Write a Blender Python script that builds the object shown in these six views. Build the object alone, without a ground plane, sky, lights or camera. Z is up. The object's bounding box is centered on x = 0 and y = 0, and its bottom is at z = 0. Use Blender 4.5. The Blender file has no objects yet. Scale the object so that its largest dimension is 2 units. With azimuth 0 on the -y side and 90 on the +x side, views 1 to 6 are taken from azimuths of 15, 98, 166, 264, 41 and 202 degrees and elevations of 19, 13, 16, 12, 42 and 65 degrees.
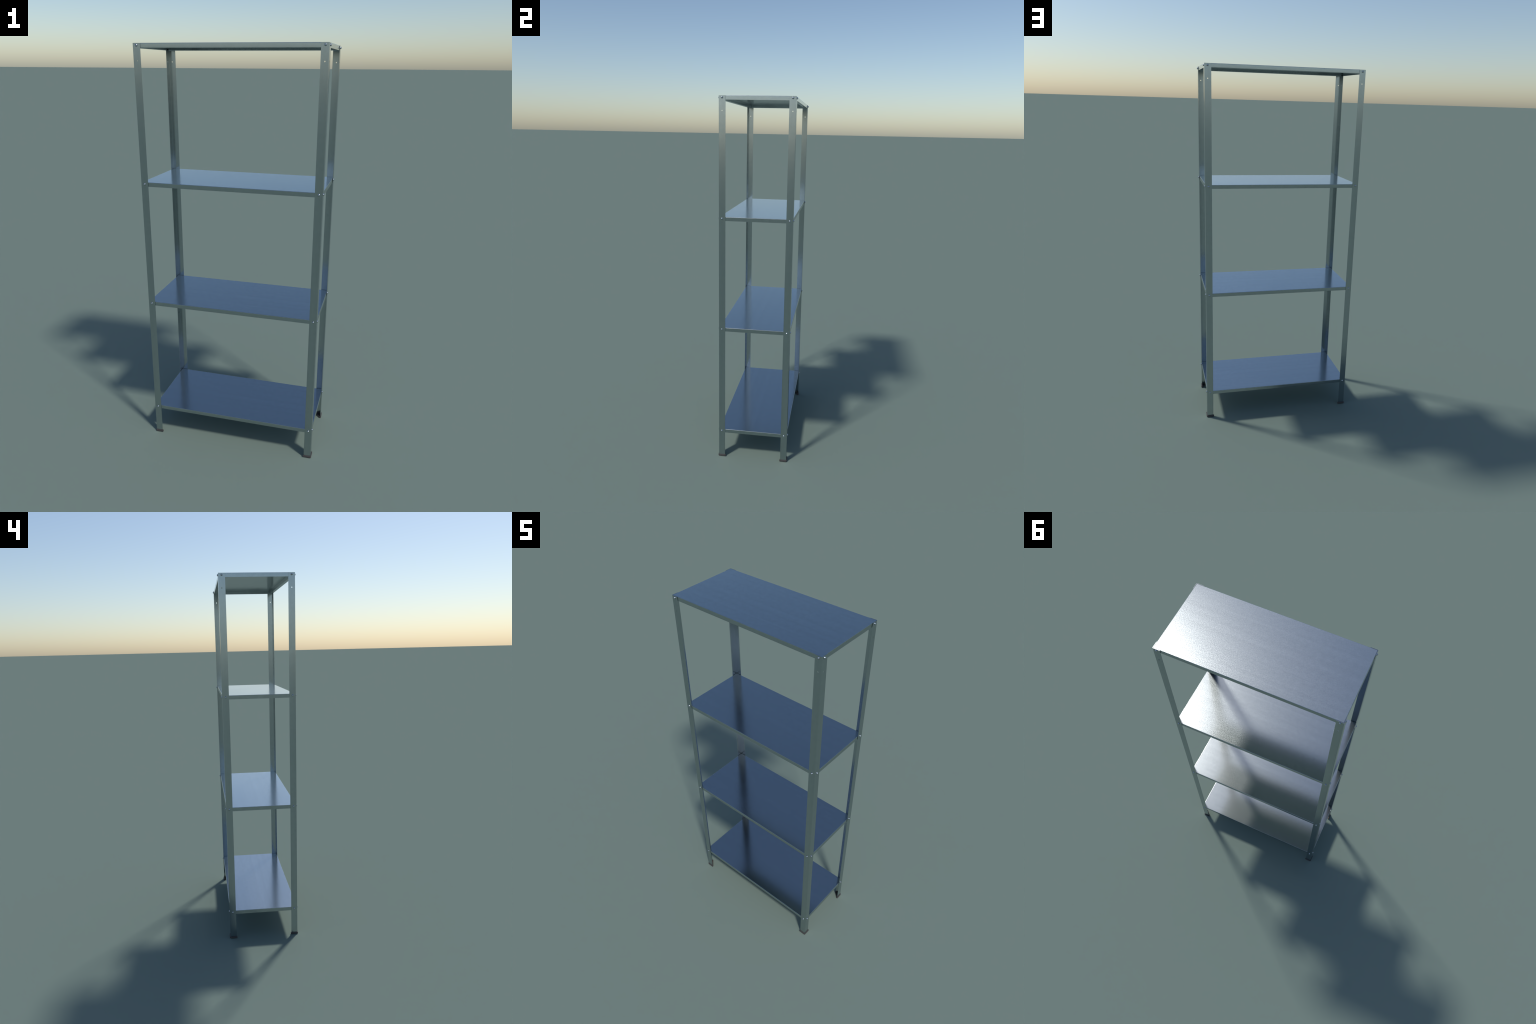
import bpy, bmesh, math
from mathutils import Matrix, Vector

# ---------------------------------------------------------------- dimensions
HALF_X, HALF_Y = 0.4288, 0.1948     # outer faces of the corner posts
POST_TOP = 1.9996
POST_BOTTOM = 0.003
FLANGE = 0.0351                     # width of each leg of the L profile
POST_T = 0.0014                     # sheet thickness of the posts
POST_R = 0.0021                     # outer bend radius of the posts
GAP = 0.0008                        # clearance between post and shelf
SHELF_T = 0.0010
LIP = 0.0207                        # height of the folded shelf edge
RETURN = 0.0190                     # hem folded inwards under the long edges
UPTURN = 0.0192                     # and turned up again into a channel
BOLT_Z = (1.9900, 1.3802, 0.7697, 0.1585)
SHELF_ABOVE = (0.0100, 0.0092, 0.0092, 0.0092)   # shelf top above the bolt axis
BOLT_IN_X, BOLT_IN_Y = 0.0170, 0.0172   # bolt axis from the post's outer face
HOLE_Z, HOLE_R = 1.9268, 0.0029
BOLT_R, BOLT_H = 0.0055, 0.0055

CORNERS = [(-1, -1), (1, -1), (1, 1), (-1, 1)]


# ---------------------------------------------------------------- materials
def nodes_of(name):
    m = bpy.data.materials.new(name)
    m.use_nodes = True
    nt = m.node_tree
    return m, nt, nt.nodes, nt.links, nt.nodes["Principled BSDF"]


def steel(name, streak_scale, grain_amount, base=0.5, rough=0.3, cloud=0.0):
    """Galvanised sheet: neutral metal, rolling streaks along one axis, fine spangle grain."""
    m, nt, N, L, bsdf = nodes_of(name)
    tc = N.new("ShaderNodeTexCoord")
    mp = N.new("ShaderNodeMapping")
    mp.inputs["Scale"].default_value = streak_scale
    L.new(tc.outputs["Object"], mp.inputs["Vector"])
    streak = N.new("ShaderNodeTexNoise")
    streak.inputs["Scale"].default_value = 1.0
    streak.inputs["Detail"].default_value = 4.0
    streak.inputs["Roughness"].default_value = 0.6
    L.new(mp.outputs["Vector"], streak.inputs["Vector"])
    grain = N.new("ShaderNodeTexNoise")
    grain.inputs["Scale"].default_value = 280.0
    grain.inputs["Detail"].default_value = 3.0
    L.new(tc.outputs["Object"], grain.inputs["Vector"])
    patch = N.new("ShaderNodeTexNoise")
    patch.inputs["Scale"].default_value = 45.0
    patch.inputs["Detail"].default_value = 2.0
    L.new(tc.outputs["Object"], patch.inputs["Vector"])

    def centred(src, amount):
        a = N.new("ShaderNodeMath"); a.operation = "SUBTRACT"
        a.inputs[1].default_value = 0.5
        L.new(src, a.inputs[0])
        b = N.new("ShaderNodeMath"); b.operation = "MULTIPLY"
        b.inputs[1].default_value = amount
        L.new(a.outputs[0], b.inputs[0])
        return b.outputs[0]

    def add(x, y):
        a = N.new("ShaderNodeMath"); a.operation = "ADD"
        L.new(x, a.inputs[0])
        if isinstance(y, float):
            a.inputs[1].default_value = y
        else:
            L.new(y, a.inputs[1])
        return a.outputs[0]

    s = centred(streak.outputs["Fac"], 0.08)
    g = centred(grain.outputs["Fac"], 0.10)
    c = centred(patch.outputs["Fac"], 0.05 + cloud)
    tone = add(add(add(s, g), c), base)
    comb = N.new("ShaderNodeCombineColor")
    tint = (0.90, 1.0, 1.03)
    for i, ch in enumerate(("Red", "Green", "Blue")):
        mu = N.new("ShaderNodeMath"); mu.operation = "MULTIPLY"
        mu.inputs[1].default_value = tint[i]
        L.new(tone, mu.inputs[0])
        L.new(mu.outputs[0], comb.inputs[ch])
    L.new(comb.outputs["Color"], bsdf.inputs["Base Color"])
    bsdf.inputs["Metallic"].default_value = 1.0
    r = add(add(centred(streak.outputs["Fac"], 0.015), centred(grain.outputs["Fac"], grain_amount)), rough)
    L.new(r, bsdf.inputs["Roughness"])
    return m


MAT_SHELF = steel("galvanised_sheet", (0.5, 30.0, 30.0), 0.20, base=0.48, rough=0.185)
MAT_POST = steel("galvanised_profile", (70.0, 70.0, 1.2), 0.06, base=0.48, rough=0.20)

MAT_BOLT, _nt, _N, _L, _b = nodes_of("zinc_plated_bolt")
_b.inputs["Base Color"].default_value = (0.45, 0.48, 0.50, 1)
_b.inputs["Metallic"].default_value = 1.0
_b.inputs["Roughness"].default_value = 0.12

MAT_FOOT, _nt, _N, _L, _b = nodes_of("dark_plastic")
_tc = _N.new("ShaderNodeTexCoord")
_no = _N.new("ShaderNodeTexNoise"); _no.inputs["Scale"].default_value = 160.0
_L.new(_tc.outputs["Object"], _no.inputs["Vector"])
_rp = _N.new("ShaderNodeValToRGB")
_rp.color_ramp.elements[0].position = 0.3
_rp.color_ramp.elements[0].color = (0.058, 0.052, 0.052, 1)
_rp.color_ramp.elements[1].position = 0.7
_rp.color_ramp.elements[1].color = (0.076, 0.068, 0.067, 1)
_L.new(_no.outputs["Fac"], _rp.inputs["Fac"])
_L.new(_rp.outputs["Color"], _b.inputs["Base Color"])
_b.inputs["Roughness"].default_value = 0.55


# ---------------------------------------------------------------- helpers
COLL = bpy.context.scene.collection


def link(name, mesh, parent, mat=None):
    ob = bpy.data.objects.new(name, mesh)
    COLL.objects.link(ob)
    ob.parent = parent
    if mat and not mesh.materials:
        mesh.materials.append(mat)
    return ob


def bake(ob):
    """Apply the modifier stack."""
    dg = bpy.context.evaluated_depsgraph_get()
    me = bpy.data.meshes.new_from_object(ob.evaluated_get(dg))
    ob.modifiers.clear()
    ob.data = me
    return me


def smooth_all(me):
    for p in me.polygons:
        p.use_smooth = True


def weighted(ob):
    w = ob.modifiers.new("normals", "WEIGHTED_NORMAL")
    w.mode = "FACE_AREA"
    w.weight = 50
    w.keep_sharp = True


root = bpy.data.objects.new("metal_shelving_unit", None)
COLL.objects.link(root)
root["label"] = "tall galvanised steel shelving unit with four shelves"
root["category"] = "shelf"


# ---------------------------------------------------------------- corner post
def bend(cx, cy, r, a0, a1, n):
    return [(cx + r * math.cos(a0 + (a1 - a0) * i / n), cy + r * math.sin(a0 + (a1 - a0) * i / n))
            for i in range(n + 1)]


def post_profile():
    """L section with a rounded bend; its outer corner is at the origin, legs run to +x and +y."""
    ri = POST_R - POST_T
    e = 0.0004
    pts = [(FLANGE - e, 0.0), (FLANGE, e), (FLANGE, POST_T - e), (FLANGE - e, POST_T)]
    pts += bend(POST_R, POST_R, ri, -math.pi / 2, -math.pi, 6)
    pts += [(POST_T, FLANGE - e), (POST_T - e, FLANGE), (e, FLANGE), (0.0, FLANGE - e)]
    pts += bend(POST_R, POST_R, POST_R, math.pi, 1.5 * math.pi, 8)
    return pts


def make_post():
    bm = bmesh.new()
    vs = [bm.verts.new((x, y, POST_BOTTOM)) for x, y in post_profile()]
    f = bm.faces.new(vs)
    f.normal_update()
    if f.normal.z > 0:
        f.normal_flip()
    ret = bmesh.ops.extrude_face_region(bm, geom=[f])
    top = [g for g in ret["geom"] if isinstance(g, bmesh.types.BMVert)]
    bmesh.ops.translate(bm, verts=top, vec=(0, 0, POST_TOP - POST_BOTTOM))
    bmesh.ops.recalc_face_normals(bm, faces=bm.faces[:])
    me = bpy.data.meshes.new("post")
    bm.to_mesh(me); bm.free()
    ob = link("post", me, root, MAT_POST)
    # the spare pair of holes below the top shelf
    cb = bmesh.new()
    for axis, u in (("y", BOLT_IN_X), ("x", BOLT_IN_Y)):
        if axis == "y":
            M = Matrix.Translation((u, 0.001, HOLE_Z)) @ Matrix.Rotation(math.pi / 2, 4, "X")
        else:
            M = Matrix.Translation((0.001, u, HOLE_Z)) @ Matrix.Rotation(math.pi / 2, 4, "Y")
        bmesh.ops.create_cone(cb, cap_ends=True, segments=24, radius1=HOLE_R, radius2=HOLE_R,
                              depth=0.012, matrix=M)
    cme = bpy.data.meshes.new("hole_cutter")
    cb.to_mesh(cme); cb.free()
    cut = link("hole_cutter", cme, None)
    md = ob.modifiers.new("holes", "BOOLEAN")
    md.object = cut; md.operation = "DIFFERENCE"; md.solver = "EXACT"
    me = bake(ob)
    bpy.data.objects.remove(cut)
    smooth_all(me)
    me.set_sharp_from_angle(angle=math.radians(50))
    weighted(ob)
    me = bake(ob)
    me.name = "post"
    return ob


def place_corner(ob, sx, sy):
    """Turn the L by quarter turns so its outer corner points to (sx, sy)."""
    quarter = {(-1, -1): 0, (1, -1): 1, (1, 1): 2, (-1, 1): 3}[(sx, sy)]
    ob.location = (sx * HALF_X, sy * HALF_Y, 0)
    ob.rotation_euler = (0, 0, quarter * math.pi / 2)


first_post = make_post()
posts = [first_post]
for c in CORNERS[1:]:
    p = first_post.copy(); COLL.objects.link(p); posts.append(p)
for p, c in zip(posts, CORNERS):
    place_corner(p, *c)


# ---------------------------------------------------------------- shelf pan
def make_shelf():
    X = HALF_X - POST_T - GAP
    Y = HALF_Y - POST_T - GAP
    bm = bmesh.new()
    V = {}
    for sx in (-1, 1):
        for sy in (-1, 1):
            V[sx, sy, 1] = bm.verts.new((sx * X, sy * Y, 0))
            V[sx, sy, 0] = bm.verts.new((sx * X, sy * Y, -LIP))
    bm.faces.new([V[-1, -1, 1], V[1, -1, 1], V[1, 1, 1], V[-1, 1, 1]])
    for i in range(4):
        a, b = CORNERS[i], CORNERS[(i + 1) % 4]
        bm.faces.new([V[a[0], a[1], 0], V[b[0], b[1], 0], V[b[0], b[1], 1], V[a[0], a[1], 1]])
    # hem folded inwards along the long edges, stopping short of the corners
    for sy in (-1, 1):
        e = 0.006
        p = [(-X, sy * Y), (X, sy * Y), (X - e, sy * (Y - RETURN)), (-X + e, sy * (Y - RETURN))]
        q = [V[-1, sy, 0], V[1, sy, 0]] + [bm.verts.new((x, y, -LIP)) for x, y in p[2:]]
        bm.faces.new(q)
        up = [bm.verts.new((v.co.x, v.co.y, -LIP + UPTURN)) for v in q[2:]]
        bm.faces.new([q[3], q[2], up[0], up[1]])
    bmesh.ops.recalc_face_normals(bm, faces=bm.faces[:])
    if max(bm.faces, key=lambda f: f.calc_area()).normal.z < 0:
        bmesh.ops.reverse_faces(bm, faces=bm.faces[:])
    me = bpy.data.meshes.new("shelf")
    bm.to_mesh(me); bm.free()
    ob = link("shelf", me, root, MAT_SHELF)
    bv = ob.modifiers.new("bends", "BEVEL")
    bv.width = 0.0017; bv.segments = 4; bv.limit_method = "ANGLE"
    bv.angle_limit = math.radians(40)
    so = ob.modifiers.new("sheet", "SOLIDIFY")
    so.thickness = SHELF_T; so.offset = -1.0; so.use_even_offset = True
    me = bake(ob)
    smooth_all(me)
    me.set_sharp_from_angle(angle=math.radians(50))
    weighted(ob)
    me = bake(ob)
    me.name = "shelf"
    return ob


first_shelf = make_shelf()
shelves = [first_shelf]
for _ in BOLT_Z[1:]:
    s = first_shelf.copy(); COLL.objects.link(s); shelves.append(s)
for s, z, above in zip(shelves, BOLT_Z, SHELF_ABOVE):
    s.location = (0, 0, z + above)


# ---------------------------------------------------------------- bolts
def make_bolt_mesh():
    """Pan-head bolt, axis +z: washer-like skirt, domed head, cross recess, short shank."""
    prof = [(0.0026, -0.006), (0.0026, 0.0), (BOLT_R, 0.0), (BOLT_R, 0.0009)]
    n = 8
    for i in range(1, n):
        t = math.pi / 2 * i / n
        prof.append((BOLT_R * math.cos(t), 0.0009 + (BOLT_H - 0.0009) * math.sin(t)))
    seg = 24
    bm = bmesh.new()
    rings = [[bm.verts.new((r * math.cos(2 * math.pi * k / seg), r * math.sin(2 * math.pi * k / seg), z))
              for k in range(seg)] for r, z in prof]
    for a, b in zip(rings, rings[1:]):
        for k in range(seg):
            bm.faces.new([a[k], a[(k + 1) % seg], b[(k + 1) % seg], b[k]])
    bm.faces.new(list(reversed(rings[0])))
    tip = bm.verts.new((0, 0, BOLT_H))
    for k in range(seg):
        bm.faces.new([rings[-1][k], rings[-1][(k + 1) % seg], tip])
    bmesh.ops.recalc_face_normals(bm, faces=bm.faces[:])
    me = bpy.data.meshes.new("bolt")
    bm.to_mesh(me); bm.free()
    smooth_all(me)
    me.set_sharp_from_angle(angle=math.radians(50))
    me.materials.append(MAT_BOLT)
    return me


bolt_mesh = make_bolt_mesh()
for z in BOLT_Z:
    for sx, sy in CORNERS:
        for along in ("x", "y"):
            b = link("bolt", bolt_mesh, root)
            if along == "y":      # through the long side
                b.location = (sx * (HALF_X - BOLT_IN_X), sy * HALF_Y, z)
                d = Vector((0, sy, 0))
            else:                 # through the short side
                b.location = (sx * HALF_X, sy * (HALF_Y - BOLT_IN_Y), z)
                d = Vector((sx, 0, 0))
            b.rotation_mode = "QUATERNION"
            b.rotation_quaternion = d.to_track_quat("Z", "Y")


# ---------------------------------------------------------------- plastic feet
def make_foot_mesh():
    """Shoe under the L profile: three-cornered sole with a slot whose rims hold the sheet."""
    o = -0.0033                      # outer face beyond the post
    w = FLANGE + 0.0036              # end of each arm
    inner = POST_T + 0.0030          # inner face of the slot's inner rim
    rim, sole = 0.0088, 0.0030
    bm = bmesh.new()

    def prism(poly, z0, z1):
        lo = [bm.verts.new((x, y, z0)) for x, y in poly]
        f = bm.faces.new(lo)
        r = bmesh.ops.extrude_face_region(bm, geom=[f])
        up = [g for g in r["geom"] if isinstance(g, bmesh.types.BMVert)]
        bmesh.ops.translate(bm, verts=up, vec=(0, 0, z1 - z0))

    corner = bend(o + 0.005, o + 0.005, 0.005, math.pi, 1.5 * math.pi, 5)
    prism(corner + [(w, o), (w, inner), (inner, w), (o, w)], 0.0, sole)
    # outer rim with end caps (an open channel round the sheet), then the inner rim
    ci = bend(POST_R - 0.0002, POST_R - 0.0002, POST_R, 1.5 * math.pi, math.pi, 5)
    prism(corner + [(w, o), (w, inner), (FLANGE + 0.0004, inner), (FLANGE + 0.0004, -0.0002)]
          + ci + [(-0.0002, FLANGE + 0.0004), (inner, FLANGE + 0.0004), (inner, w), (o, w)], sole, rim)
    t = POST_T + 0.0003
    prism([(t, t), (FLANGE + 0.0004, t), (FLANGE + 0.0004, inner), (inner, inner),
           (inner, FLANGE + 0.0004), (t, FLANGE + 0.0004)], sole, rim)
    bmesh.ops.remove_doubles(bm, verts=bm.verts[:], dist=1e-6)
    bmesh.ops.recalc_face_normals(bm, faces=bm.faces[:])
    me = bpy.data.meshes.new("foot")
    bm.to_mesh(me); bm.free()
    me.materials.append(MAT_FOOT)
    return me


foot_mesh = make_foot_mesh()
for c in CORNERS:
    f = link("foot", foot_mesh, root)
    place_corner(f, *c)
